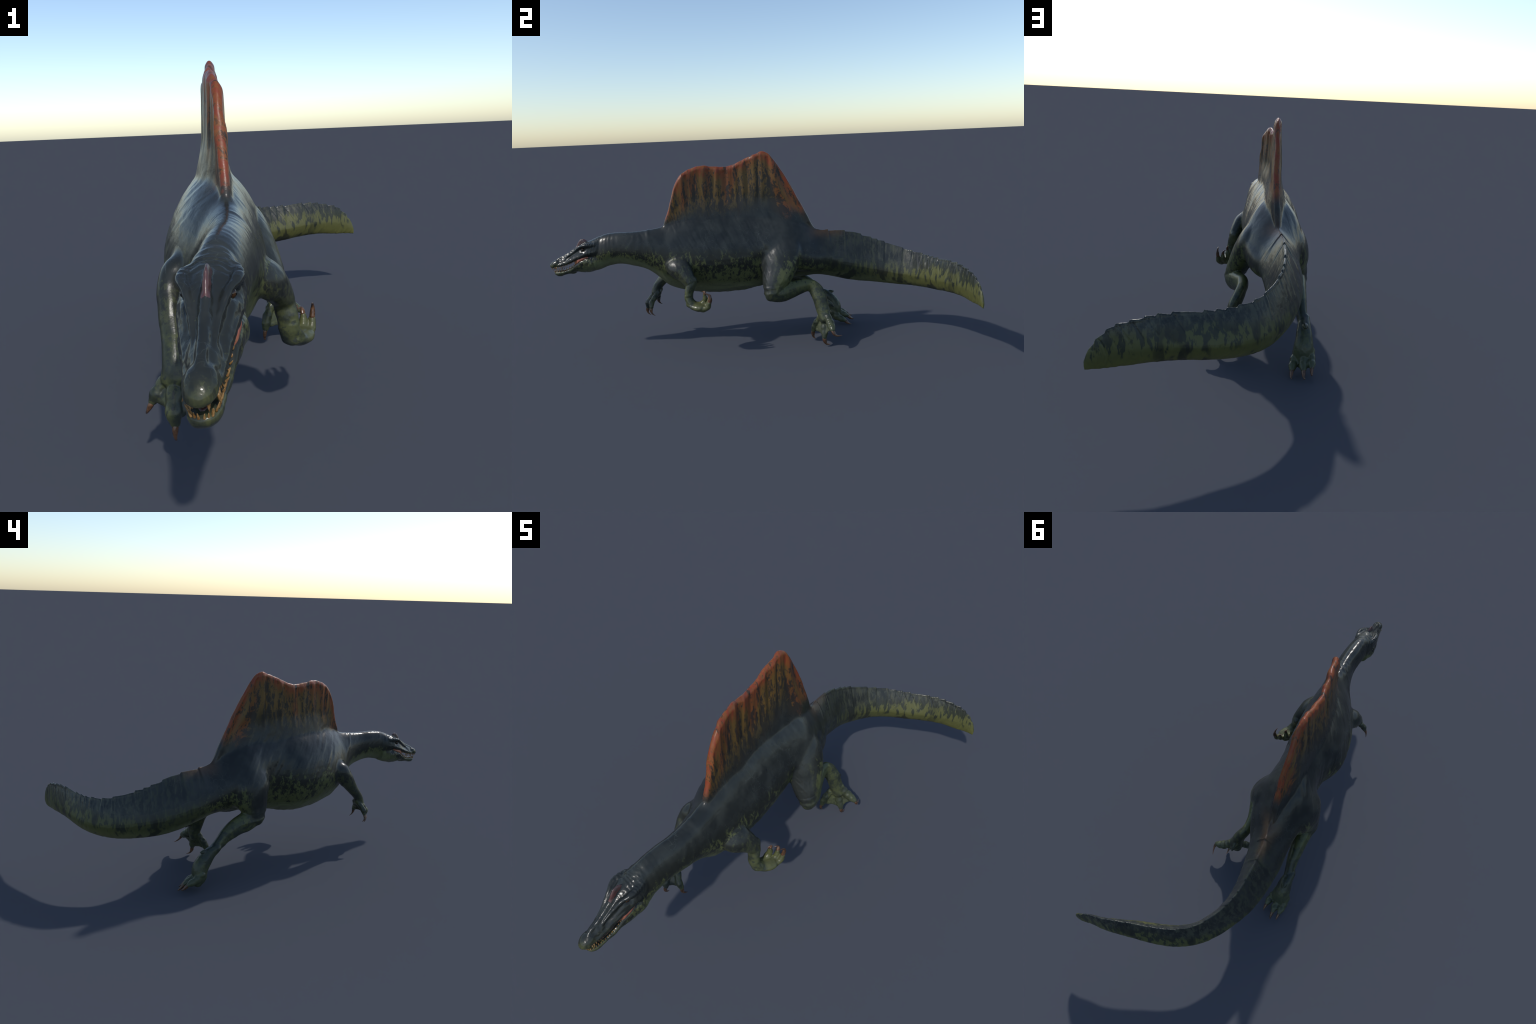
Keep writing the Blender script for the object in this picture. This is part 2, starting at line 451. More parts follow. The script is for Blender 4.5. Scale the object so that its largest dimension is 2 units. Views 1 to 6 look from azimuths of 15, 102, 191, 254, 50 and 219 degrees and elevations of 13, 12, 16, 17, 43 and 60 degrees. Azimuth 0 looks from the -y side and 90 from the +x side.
i_y = np.clip(np.searchsorted(TR[:, 1], co[:, 1]), 0, len(TR) - 1)
back = bell(co[:, 2], TR[i_y, 2], .042) * smooth(-.46, -.40, co[:, 1]) * (1 - smooth(.12, .22, co[:, 1]))
w = np.maximum(w, back)
hh = (co - HB) @ HF
relax(np.full(N, .5), 3)
relax(.5 * smooth(-.02, .01, hh) * (1 - smooth(.548, .553, co[:, 2])) * smooth(.455, .475, co[:, 2] + .35 * np.maximum(hh - .05, 0)), 7)
relax(w * .6, 110)

# ------------------------------------------------------------------ surface relief
def hash3(i, seed):
    h = (i[..., 0] * 374761393 + i[..., 1] * 668265263 + i[..., 2] * 2147483647 + seed * 1274126177) & 0xFFFFFFFF
    h = ((h ^ (h >> 13)) * 1274126177) & 0xFFFFFFFF
    return ((h ^ (h >> 16)) & 0xFFFF) / 32767.5 - 1
def vnoise(p, seed=0):
    i = np.floor(p).astype(np.int64); f = p - i
    f = f*f*f*(f*(f*6 - 15) + 10)
    out = 0
    for dx in (0, 1):
        for dy in (0, 1):
            for dz in (0, 1):
                wgt = (f[:, 0] if dx else 1 - f[:, 0]) * (f[:, 1] if dy else 1 - f[:, 1]) * (f[:, 2] if dz else 1 - f[:, 2])
                out = out + wgt * hash3(i + np.array([dx, dy, dz]), seed)
    return out
def fbm(p, seed=0, o=3):
    return sum(vnoise(p * 2**k, seed + k) / 2**k for k in range(o))

x, y, z = co.T
nrm = normals()
ti = i_y
loc = np.stack([(co[:, 0] - TR[ti, 0]) * Tside[ti, 0] + (co[:, 1] - TR[ti, 1]) * Tside[ti, 1]], 1)[:, 0]
hs = (co - HB) @ HF; hw_ = (co - HB) @ HS - drift(hs)
is_head = smooth(-.02, .02, hs)
# which limb, by distance from the trunk axis
limb = smooth(.0, .03, abs(loc) - .105) * (1 - is_head)
h_rel = (z - TR[ti, 3]) / (TR[ti, 2] - TR[ti, 3])
disp = np.zeros(N)
# neck rings
neck = smooth(-.80, -.76, y) * (1 - smooth(-.52, -.46, y))
ph = y + .25 * (z - .5) + .006 * vnoise(co * 22, 3)
disp += neck * (.25 + .75 * smooth(.3, .8, h_rel)) * .0005 * np.sin(ph * 2 * math.pi / .026 + 5 * vnoise(co * 12, 5)) * (.5 + .5 * vnoise(co * 18, 15))
# overlapping skin fold where neck meets shoulder
disp += .0016 * bell(y + .35 * (z - .45) + .014 * vnoise(co * 16, 4), -.475, .010) * (1 - smooth(.62, .66, z)) * smooth(.3, .36, z) * (abs(loc) < .14)
# slanting folds and ribs over the flanks
torso = smooth(-.45, -.38, y) * (1 - smooth(.05, .25, y)) * (1 - smooth(.62, .68, z))
q = np.c_[(y + .6 * (z - .45)) * 26, z * 6, x * 6]
disp += torso * .0018 * fbm(q, 11, 3)
disp += torso * .0012 * np.maximum(fbm(np.c_[(y + .5 * (z - .45)) * 11, z * 9, x * 9], 17, 2), -.2)
# belly creases running lengthwise
q = np.c_[y * 5, (z + .02 * vnoise(co * 8, 8)) * 60, x * 5]
disp += torso * .0020 * fbm(q, 21, 2) * (1 - smooth(.30, .36, z))
# sail streaks
sail = smooth(.66, .72, z)
q = np.c_[(y + .2 * smooth(0, .15, y) * (z - .9)) * 60, z * 7, x * 4]
disp += sail * .0010 * fbm(q, 31, 3)
# tail: plate seams, soft muscle along the flank
s_of = TS[ti]
tl = smooth(TAIL_S, TAIL_S + .06, s_of) * smooth(.0, .02, .12 - abs(loc))
phs = plate_phase(s_of)
seam = np.minimum(phs, 1 - phs) * PLATE
disp -= tl * .0012 * np.exp(-(seam / .0024) ** 2) * (.4 + .6 * (vnoise(np.c_[s_of * 25, s_of * 0, s_of * 0 + 3], 9) > -.2)) * smooth(.52, .70, h_rel)
disp += tl * .0006 * fbm(np.c_[s_of * 70, z * 14, z * 0 + loc * 10], 41, 3)
# everything: soft lumps and pebbly skin
disp += .0004 * fbm(co * 30, 51, 3) * (1 - sail * .5) * (1 - .6 * is_head)
shin = (1 - smooth(.20, .27, z)) + smooth(.15, .16, x) * (1 - smooth(.33, .37, z)) * (y < 0)
disp += .0005 * np.clip(shin, 0, 1) * fbm(co * np.array([85, 85, 110]), 61, 2)

# head relief
k = abs(hw_)
hd = smooth(-.01, .015, hs)
eye_s, eye_z = .050, .512
d_eye = np.sqrt(((hs - eye_s) / .017) ** 2 + ((z - eye_z) / .0095) ** 2)
disp -= hd * .0075 * np.exp(-d_eye ** 2) * smooth(.022, .032, k)
g = z - (.500 - .62 * (hs - .08))                     # groove in front of the eye, down the snout side
disp -= hd * .0030 * bell(g, 0, .0060) * smooth(.062, .08, hs) * (1 - smooth(.135, .16, hs)) * smooth(.008, .014, k)
disp -= hd * .0036 * bell(hs, .128, .012) * bell(z, .476 - .5 * (hs - .128), .004) * smooth(.008, .014, k)
disp += hd * .0016 * bell(z, upper_lip(hs) + .006, .005) * smooth(.02, .06, hs) * smooth(.01, .02, k)
disp += hd * .0009 * fbm(co * 75, 71, 2)
disp += hd * .0007 * np.sin(hs * 2 * math.pi / .012 + 4 * vnoise(co * 40, 73)) * smooth(.44, .46, z) * (1 - smooth(.0, .03, hs - .02))
# pinch behind the bulb of the snout tip
disp -= hd * .0022 * bell(hs, .176, .010) * smooth(.440, .452, z) * smooth(.005, .012, k)
# wrinkled nape
nape = bell(hs, -.005, .022) * smooth(.50, .53, z)
disp += nape * .0018 * fbm(np.c_[hs * 120, hw_ * 50, z * 30], 81, 2)

co = co + nrm * disp[:, None]
relax(np.full(N, .35), 1)
co[:, 2] = np.maximum(co[:, 2], .0005)
nrm = normals()

# ------------------------------------------------------------------ materials
def new_mat(name):
    m = bpy.data.materials.new(name); m.use_nodes = True
    nt = m.node_tree; nt.nodes.clear()
    return m, nt
class G:
    """Tiny helper for wiring shader nodes."""
    def __init__(self, nt):
        self.nt = nt
    def n(self, t, **kw):
        nd = self.nt.nodes.new(t)
        for a, b in kw.items():
            setattr(nd, a, b)
        return nd
    def link(self, a, b):
        self.nt.links.new(a, b)
    def put(self, sock, v):
        if isinstance(v, bpy.types.NodeSocket):
            self.link(v, sock)
        elif isinstance(v, (tuple, list)) and len(v) == 3 and sock.type == "RGBA":
            sock.default_value = (*v, 1)
        else:
            sock.default_value = v
    def math(self, op, a, b=0.0, c=0.0, clamp=False):
        nd = self.n("ShaderNodeMath", operation=op, use_clamp=clamp)
        self.put(nd.inputs[0], a); self.put(nd.inputs[1], b); self.put(nd.inputs[2], c)
        return nd.outputs[0]
    def add(self, a, b): return self.math("ADD", a, b)
    def sub(self, a, b): return self.math("SUBTRACT", a, b)
    def mul(self, a, b): return self.math("MULTIPLY", a, b)
    def step(self, v, lo, hi):
        nd = self.n("ShaderNodeMapRange", interpolation_type="SMOOTHSTEP")
        self.put(nd.inputs[0], v); nd.inputs[1].default_value = lo; nd.inputs[2].default_value = hi
        return nd.outputs[0]
    def mix(self, f, a, b):
        nd = self.n("ShaderNodeMix", data_type="RGBA")
        self.put(nd.inputs[0], f); self.put(nd.inputs[6], a); self.put(nd.inputs[7], b)
        return nd.outputs[2]
    def fmix(self, f, a, b):
        nd = self.n("ShaderNodeMix", data_type="FLOAT")
        self.put(nd.inputs[0], f); self.put(nd.inputs[2], a); self.put(nd.inputs[3], b)
        return nd.outputs[0]
    def vec(self, x, y, z):
        nd = self.n("ShaderNodeCombineXYZ")
        for s, v in zip(nd.inputs, (x, y, z)):
            self.put(s, v)
        return nd.outputs[0]
    def noise(self, v, scale, detail=3, rough=.55, dist=0.0):
        nd = self.n("ShaderNodeTexNoise")
        self.link(v, nd.inputs["Vector"]); nd.inputs["Scale"].default_value = scale
        nd.inputs["Detail"].default_value = detail; nd.inputs["Roughness"].default_value = rough
        nd.inputs["Distortion"].default_value = dist
        return nd.outputs[0]
    def curve(self, v, pts, lo, hi, vlo, vhi):
        """Piecewise curve of v in lo..hi giving vlo..vhi."""
        mr = self.n("ShaderNodeMapRange"); self.put(mr.inputs[0], v)
        mr.inputs[1].default_value = lo; mr.inputs[2].default_value = hi
        fc = self.n("ShaderNodeFloatCurve"); self.link(mr.outputs[0], fc.inputs[1])
        c = fc.mapping.curves[0]
        P = [((a - lo) / (hi - lo), (b - vlo) / (vhi - vlo)) for a, b in pts]
        c.points[0].location = P[0]; c.points[1].location = P[-1]
        for p in P[1:-1]:
            c.points.new(*p)
        fc.mapping.update()
        m2 = self.n("ShaderNodeMapRange"); self.link(fc.outputs[0], m2.inputs[0])
        m2.inputs[3].default_value = vlo; m2.inputs[4].default_value = vhi
        return m2.outputs[0]
    def finish(self, col, rough, bumps, spec=.5, coat=0.0):
        bs = self.n("ShaderNodeBsdfPrincipled"); out = self.n("ShaderNodeOutputMaterial")
        self.put(bs.inputs["Base Color"], col); self.put(bs.inputs["Roughness"], rough)
        self.put(bs.inputs["Specular IOR Level"], spec)
        bs.inputs["Coat Weight"].default_value = coat
        prev = None
        for h, st, dist in bumps:
            b = self.n("ShaderNodeBump"); b.inputs["Strength"].default_value = st; b.inputs["Distance"].default_value = dist
            self.link(h, b.inputs["Height"])
            if prev is not None:
                self.link(prev, b.inputs["Normal"])
            prev = b.outputs[0]
        if prev is not None:
            self.link(prev, bs.inputs["Normal"])
        self.link(bs.outputs[0], out.inputs[0])

SLATE = (.0185, .0215, .0205); SLATE2 = (.030, .034, .031); INK = (.0165, .0185, .015)
MOSS = (.078, .087, .034); OLIVE = (.034, .039, .021)
BELLY = (.118, .130, .066); TAILBELLY = (.102, .104, .031)

def skin_material(name, kind):
    m, nt = new_mat(name); g = G(nt)
    tc = g.n("ShaderNodeTexCoord"); P = tc.outputs["Object"]
    sp = g.n("ShaderNodeSeparateXYZ"); g.link(P, sp.inputs[0]); X_, Y_, Z_ = sp.outputs
    vstretch = g.vec(X_, Y_, g.mul(Z_, .5))
    n_big = g.noise(vstretch, 9, 4, .6)
    n_mid = g.noise(vstretch, 34, 4, .62, .4)
    n_fine = g.noise(P, 120, 3, .6)
    n_soft = g.noise(P, 16, 3, .5)
    speck = g.noise(g.vec(X_, Y_, g.mul(Z_, .65)), 85, 5, .70, .5)
    mottle = g.add(g.mul(speck, .6), g.mul(n_mid, .4))
    # back: dark slate with paler clouding and fine pale veins
    back = g.mix(g.step(n_soft, .38, .68), SLATE, SLATE2)
    vo = g.n("ShaderNodeTexVoronoi", feature="DISTANCE_TO_EDGE"); vo.inputs["Scale"].default_value = 38
    dv = g.n("ShaderNodeVectorMath", operation="ADD"); g.link(P, dv.inputs[0])
    ns = g.n("ShaderNodeTexNoise"); g.link(P, ns.inputs["Vector"]); ns.inputs["Scale"].default_value = 30
    sc = g.n("ShaderNodeVectorMath", operation="SCALE"); g.link(ns.outputs[1], sc.inputs[0]); sc.inputs["Scale"].default_value = .035
    g.link(sc.outputs[0], dv.inputs[1]); g.link(dv.outputs[0], vo.inputs["Vector"])
    vein = g.mul(g.sub(1.0, g.step(vo.outputs["Distance"], .0, .03)), g.step(n_big, .5, .62))
    back = g.mix(g.mul(vein, .45), back, (.075, .088, .075))

    def mottled(h, dark, light):
        """Green specks on dark high up, dark specks on green low down (h: 0 low, 1 high)."""
        hc = g.math("MINIMUM", g.math("MAXIMUM", h, -.3), 1.5)
        thr = g.add(.495, g.mul(g.sub(hc, .5), .115))
        return g.mix(g.step(g.sub(mottle, thr), -.045, .050), dark, light)

    if kind == "limb":
        hind = g.step(Y_, -.10, -.05)
        lm = g.noise(P, 26, 5, .65, .3)
        base = g.mix(g.step(lm, .40, .62), (.028, .034, .023), (.066, .075, .034))
        spots = g.step(g.noise(P, 95, 3, .6), .54, .62)
        base = g.mix(g.mul(spots, .8), base, (.020, .026, .027))
        band = g.step(g.noise(P, 12, 2, .5), .52, .62)
        base = g.mix(g.mul(band, .55), base, (.022, .029, .030))
        zlow = g.sub(1.0, g.step(Z_, .05, .20))
        base = g.mix(g.mul(zlow, g.mul(hind, .3)), base, (.056, .066, .034))
        sole = g.mul(zlow, g.mul(hind, g.step(Y_, .31, .35)))
        base = g.mix(g.mul(sole, .5), base, (.066, .078, .042))
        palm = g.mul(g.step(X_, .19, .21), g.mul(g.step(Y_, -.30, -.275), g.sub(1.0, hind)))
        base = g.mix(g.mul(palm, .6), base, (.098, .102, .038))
        # thigh: slate along the front, speckled green behind
        rear = g.step(g.add(Y_, g.mul(g.sub(n_mid, .5), .10)), .065, .125)
        hgt = g.step(Z_, .30, .47)
        thigh = g.mix(rear, back, mottled(hgt, INK, MOSS))
        fore_up = g.mix(.55, mottled(g.step(Z_, .30, .44), INK, MOSS), back)
        zn = g.add(Z_, g.mul(g.sub(n_mid, .5), .14))
        up_h = g.step(zn, .25, .305); up_f = g.step(zn, .31, .37)
        col = g.mix(g.fmix(hind, up_f, up_h), base, g.mix(hind, fore_up, thigh))
        dark = g.step(g.add(Z_, g.mul(g.sub(n_mid, .5), .10)), .42, .48)
        col = g.mix(dark, col, back)
        rough = g.fmix(dark, g.fmix(n_soft, .26, .38), g.fmix(n_soft, .19, .30))
    else:
        zd = g.curve(Y_, [(-1, .435), (-.9, .435), (-.8, .470), (-.68, .500), (-.55, .480), (-.45, .465), (-.3, .455), (-.1, .45), (.1, .435), (.3, .385), (.5, .350), (.7, .335), (.85, .368), (1, .345)], -1, 1, .2, .6)
        zb = g.curve(Y_, [(-1, .385), (-.9, .395), (-.8, .430), (-.68, .466), (-.55, .440), (-.45, .37), (-.3, .318), (-.1, .308), (.1, .310), (.3, .320), (.5, .285), (.7, .280), (.85, .300), (1, .285)], -1, 1, .2, .6)
        tail = g.step(Y_, .26, .40)
        tailf = g.step(Y_, .35, .85)
        wob = g.add(g.mul(g.sub(n_mid, .5), .10), g.mul(g.sub(n_big, .5), .10))
        h = g.math("DIVIDE", g.sub(Z_, zb), g.sub(zd, zb))
        flank = mottled(h, INK, MOSS)
        # tail: streaks that rise from the pale underside
        streak = g.noise(g.vec(X_, Y_, g.mul(Z_, .25)), 62, 4, .62, .3)
        flank_t = g.mix(g.step(g.sub(streak, g.add(.48, g.mul(g.sub(h, .6), .09))), -.035, .035), (.026, .031, .021), g.mix(tailf, (.046, .053, .024), (.082, .085, .030)))
        flank = g.mix(tail, flank, flank_t)
        pale = g.step(g.add(g.sub(zb, Z_), g.mul(wob, .35)), -.020, .020)
        bel = g.mix(tailf, BELLY, TAILBELLY)
        bel = g.mix(g.mul(g.step(mottle, .48, .60), .25), bel, OLIVE)
        col = g.mix(pale, flank, bel)
        # dark saddles along the tail's lower half
        sad = g.step(g.noise(g.vec(X_, Y_, g.mul(Z_, .30)), 14, 3, .5), .53, .58)
        sad = g.mul(sad, g.mul(g.step(Y_, .24, .34), g.sub(1.0, g.step(X_, .06, .16))))
        col = g.mix(g.mul(sad, .8), col, INK)
        edge_w = g.add(g.sub(Z_, g.add(zd, g.fmix(tail, .035, .012))), g.mul(wob, g.fmix(tail, .8, .35)))
        dark = g.step(edge_w, -.028, .028)
        backt = g.mix(g.mul(tail, g.step(streak, .45, .62)), back, g.mix(tailf, (.034, .040, .028), (.054, .057, .042)))
        col = g.mix(dark, col, backt)
        # brown-orange blush where the sail runs out on the tail
        blush = g.mul(g.mul(g.step(Y_, .20, .27), g.sub(1.0, g.step(Y_, .33, .44))), g.step(g.add(Z_, g.mul(wob, .3)), .485, .535))
        col = g.mix(g.mul(blush, .5), col, (.09, .045, .018))
        rough = g.fmix(dark, .40, g.fmix(n_soft, .19, .30))
        if kind == "sail":
            zt = g.curve(Y_, [(-.472, .58), (-.43, .672), (-.405, .757), (-.38, .82), (-.335, .864), (-.255, .88), (-.185, .869), (-.115, .884), (-.04, .918), (.012, .935), (.055, .908), (.11, .824), (.185, .68), (.26, .53)], -.472, .26, .5, 1.0)
            d = g.sub(zt, Z_)
            front = g.mul(g.sub(Y_, g.math("MULTIPLY_ADD", Z_, .36, -.675)), 2.4)
            rear_c = g.step(Y_, .02, .14)
            d = g.math("MINIMUM", g.fmix(rear_c, d, g.mul(d, .62)), front)
            lean = g.add(g.mul(g.step(Y_, .0, .15), .32), g.mul(g.sub(1.0, g.step(Y_, -.42, -.28)), .22))
            U = g.sub(Y_, g.mul(lean, g.sub(.9, Z_)))
            sv = g.vec(g.mul(X_, .5), U, g.mul(Z_, .17))
            st1 = g.noise(sv, 40, 4, .62, .3)
            st2 = g.noise(g.vec(g.mul(X_, .6), U, g.mul(Z_, .36)), 80, 5, .68, .8)
            st3 = g.noise(sv, 20, 2, .5)
            dd = g.add(d, g.mul(g.sub(st1, .5), .14))
            ember = g.mix(g.step(st2, .40, .60), (.20, .040, .018), (.20, .072, .020))
            ochre = g.mix(g.step(st3, .44, .60), (.125, .072, .020), (.160, .055, .018))
            hot = g.mix(g.step(dd, .010, .060), ember, ochre)
            hot = g.mix(g.step(dd, .12, .21), hot, (.090, .064, .020))
            blot = g.add(g.add(g.mul(st1, .45), g.mul(st2, .55)), g.mul(g.sub(n_fine, .5), .12))
            # the dark streaks thicken towards the base
            blot = g.step(g.add(blot, g.mul(g.sub(g.step(d, -.02, .26), .5), .085)), .478, .538)
            hot = g.mix(g.mul(blot, g.fmix(g.step(dd, -.03, .04), .5, .92)), hot, (.024, .022, .019))
            fade = g.sub(1.0, g.step(g.add(g.add(d, g.mul(g.sub(.5, st1), .20)), g.mul(g.sub(.5, st2), .12)), .15, .31))
            fade = g.mul(fade, g.mul(g.step(g.add(Z_, g.mul(g.sub(st1, .5), .12)), .60, .67), g.step(Y_, -.462, -.448)))
            col = g.mix(fade, col, hot)
            rough = g.fmix(fade, rough, g.fmix(n_soft, .30, .44))
    if kind == "head":
        col = g.mix(.25, col, SLATE)
        # olive freckles round the snout tip and along the lips
        tip = g.mul(g.sub(1.0, g.step(Y_, -.99, -.945)), g.sub(1.0, g.step(Z_, .425, .455)))
        col = g.mix(g.mul(tip, g.step(n_mid, .38, .58)), col, (.085, .090, .034))
        fl = g.mul(g.step(g.noise(P, 150, 2, .5), .63, .70), g.step(n_soft, .5, .6))
        col = g.mix(g.mul(fl, .4), col, (.095, .100, .042))
        jaw = g.mul(g.sub(1.0, g.step(Z_, .43, .46)), g.sub(1.0, g.step(Y_, -.90, -.84)))
        jd = g.mix(g.step(n_mid, .42, .62), (.026, .031, .024), (.062, .068, .032))
        col = g.mix(g.mul(jaw, .8), col, jd)
        rough = g.fmix(n_soft, .18, .30)
    peb = g.n("ShaderNodeTexVoronoi"); g.link(P, peb.inputs["Vector"]); peb.inputs["Scale"].default_value = 260
    g.finish(col, rough, [(n_mid, .08, .005), (n_fine, .14, .002), (peb.outputs["Distance"], .12, .0008)], .30)
    return m

def plain_material(name, a, b, scale, rough, stretch=(1, 1, 1), bump=.3):
    m, nt = new_mat(name); g = G(nt)
    tc = g.n("ShaderNodeTexCoord"); mp = g.n("ShaderNodeMapping"); g.link(tc.outputs["Object"], mp.inputs[0])
    mp.inputs["Scale"].default_value = stretch
    n = g.noise(mp.outputs[0], scale, 4, .6)
    g.finish(g.mix(g.step(n, .35, .65), a, b), rough, [(n, bump, .002)], .5)
    return m

MAT_BODY = skin_material("hide", "body")
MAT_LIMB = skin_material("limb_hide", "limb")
MAT_SAIL = skin_material("sail_hide", "sail")
MAT_HEAD = skin_material("head_hide", "head")
MAT_CREST = plain_material("crest_red", (.085, .034, .032), (.048, .034, .034), 60, .33)
MAT_CLAW = plain_material("horn_brown", (.050, .025, .014), (.125, .062, .032), 90, .25)
MAT_TOOTH = plain_material("tooth_amber", (.17, .085, .026), (.30, .18, .070), 160, .25)
MAT_FLESH = plain_material("mouth_pink", (.30, .095, .060), (.36, .15, .085), 45, .35)
MAT_THROAT = plain_material("mouth_dark", (.045, .018, .014), (.075, .028, .020), 45, .35)
MAT_EYE = plain_material("eye_amber", (.022, .012, .006), (.045, .022, .008), 120, .08, bump=0)
MAT_PUPIL = plain_material("pupil_black", (.004, .004, .004), (.008, .008, .008), 60, .06, bump=0)

# ------------------------------------------------------------------ split the skin into named parts
SEEDS = []      # (part, points, radii)
def seed(part, rows):
    P, _ = hermite([r[:5] for r in rows], n=24)
    SEEDS.append((part, P[:, :3], np.maximum(P[:, 3], P[:, 4])))
parts = ["torso", "neck", "head", "lower_jaw", "head_crest", "dorsal_sail", "tail",
         "hindlimb", "hindlimb.001", "foot", "foot.001", "forelimb", "forelimb.001", "hand", "hand.001"]
fc = co[Q].mean(1)
fy, fz = fc[:, 1], fc[:, 2]
fi = np.clip(np.searchsorted(TR[:, 1], fy), 0, len(TR) - 1)
floc = (fc[:, 0] - TR[fi, 0]) * Tside[fi, 0] + (fc[:, 1] - TR[fi, 1]) * Tside[fi, 1]
fhs = (fc - HB) @ HF; fhw = (fc - HB) @ HS
reg = np.zeros(len(Q), int)
reg[fy < -.47 - .3 * (fz - .45)] = 1
reg[(fhs > 0)] = 2
mid_lip = .5 * (upper_lip(fhs) + lower_lip(fhs))
reg[(fhs > .0) & (fz < mid_lip) & (abs(fhw) < .07)] = 3
reg[(fhs > .034) & (fhs < .094) & (abs(fhw - drift(fhs)) < .0085) & (fz > np.interp(fhs, SK[:, 0], SK[:, 4]) + .0045) & (abs(fhw - drift(fhs)) < .0068)] = 4
bl = np.interp(fy, TR[:, 1], TR[:, 2])
reg[(fy > -.475) & (fy < .272) & (fz > bl - .012) & (abs(floc) < .055)] = 5
reg[(fy > .272) & (fz > .2) & (abs(floc) < .11)] = 6
def near(path, r):
    P, _ = hermite(path, n=40)
    out = np.full(len(fc), 9.)
    for p in P:
        out = np.minimum(out, np.linalg.norm(fc - p[:3], axis=1) - p[3] * r)
    return out
def body_d():
    """Signed-ish distance outside the trunk's half width."""
    w = np.interp(fy, TR[:, 1], TR[:, 4])
    return abs(floc) - w
bd = body_d()
side = np.where(floc * Tside[fi, 0] > 0, 1, -1)       # +1: the +x side
HINDL = [(.020, .12, .50, .090), (.050, .115, .45, .10), (.076, .104, .395, .092), (.10, .09, .34, .075), (.134, .07, .265, .045)]
HINDR = [(-.105, .095, .50, .09), (-.128, .085, .445, .10), (-.144, .082, .39, .09), (-.150, .066, .335, .068), (-.160, .06, .289, .050)]
def claim(region, test):
    reg[test] = region
trunkish = (reg == 0) | (reg == 6) | (reg == 1)
claim(7, trunkish & (near(HINDL, 1.0) < .004) & ((bd > -.03) | (fz < .30)) & (side > 0) & (fz < .53))
claim(8, trunkish & (near(HINDR, 1.0) < .004) & ((bd > -.03) | (fz < .30)) & (side < 0) & (fz < .53))
low = (fz < .312) & (fy > .0) & (fy < .42)
Lsh = [(.134, .065, .262, .046), (.088, .14, .27, .046), (.06, .18, .28, .042), (.036, .245, .286, .036), (.052, .29, .23, .04), (.065, .305, .15, .04)]
Rsh = [(-.16, .08, .28, .050), (-.180, .14, .255, .048), (-.208, .225, .2, .036), (-.232, .282, .158, .038), (-.24, .33, .08, .05)]
claim(7, trunkish & (near(Lsh, 1) < .006) & (fc[:, 0] > -.005) & (fy < .345))
claim(8, trunkish & (near(Rsh, 1) < .006) & (fc[:, 0] < -.10) & (fy < .345))
claim(7, (reg == 0) & (fz < .24) & (fc[:, 0] > 0) & (fy > .0))
claim(8, (reg == 0) & (fz < .24) & (fc[:, 0] < 0) & (fy > .0))
claim(9, (fz < .222) & (fc[:, 0] > 0) & (fy > .2) & (fy < .45))
claim(10, (fz + .5 * (.27 - fy) < .165) & (fc[:, 0] < -.15) & (fy > .2) & (fy < .46))
ARML = [(.168, -.38, .435, .052), (.202, -.358, .41, .056), (.218, -.334, .378, .046), (.227, -.308, .35, .036), (.238, -.316, .295, .034), (.25, -.29, .24, .034)]
ARMR = [(.012, -.424, .438, .046), (.004, -.446, .404, .044), (.013, -.474, .368, .038), (.020, -.496, .340, .034), (.037, -.538, .292, .030), (.045, -.564, .242, .03)]
trunkish = (reg == 0) | (reg == 1)
claim(11, trunkish & (near(ARML, 1) < .012) & (bd > -.014) & (side > 0))
claim(12, trunkish & (near(ARMR, 1) < .010) & (bd > -.010) & (side < 0))
claim(12, trunkish & (near(ARMR[1:], 1) < .018) & (bd > .006) & (side < 0))
claim(11, trunkish & (near(ARML[1:], 1) < .016) & (bd > .014) & (side > 0))
claim(11, trunkish & (fc[:, 0] > .2) & (fz < .36) & (fy < -.15))
claim(12, trunkish & (fz < .33) & (fy < -.46) & (fc[:, 0] < .07) & (bd > .01))
claim(12, trunkish & (bd > .03) & (fz < .40) & (fy < -.43) & (side < 0) & (fc[:, 0] < .07))
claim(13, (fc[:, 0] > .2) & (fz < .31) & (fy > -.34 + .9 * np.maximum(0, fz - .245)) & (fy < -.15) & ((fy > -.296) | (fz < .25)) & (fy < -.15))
claim(14, (fz < .256) & (fy < -.5) & (fy > -.68))
# tidy the borders: majority vote of the vertex neighbourhood
for _ in range(6):
    cnts = np.zeros((N, len(parts)), np.int16)
    for j in range(4):
        np.add.at(cnts, (Q[:, j], reg), 1)
    tot = sum(cnts[Q[:, j]] for j in range(4))
    reg = tot.argmax(1)

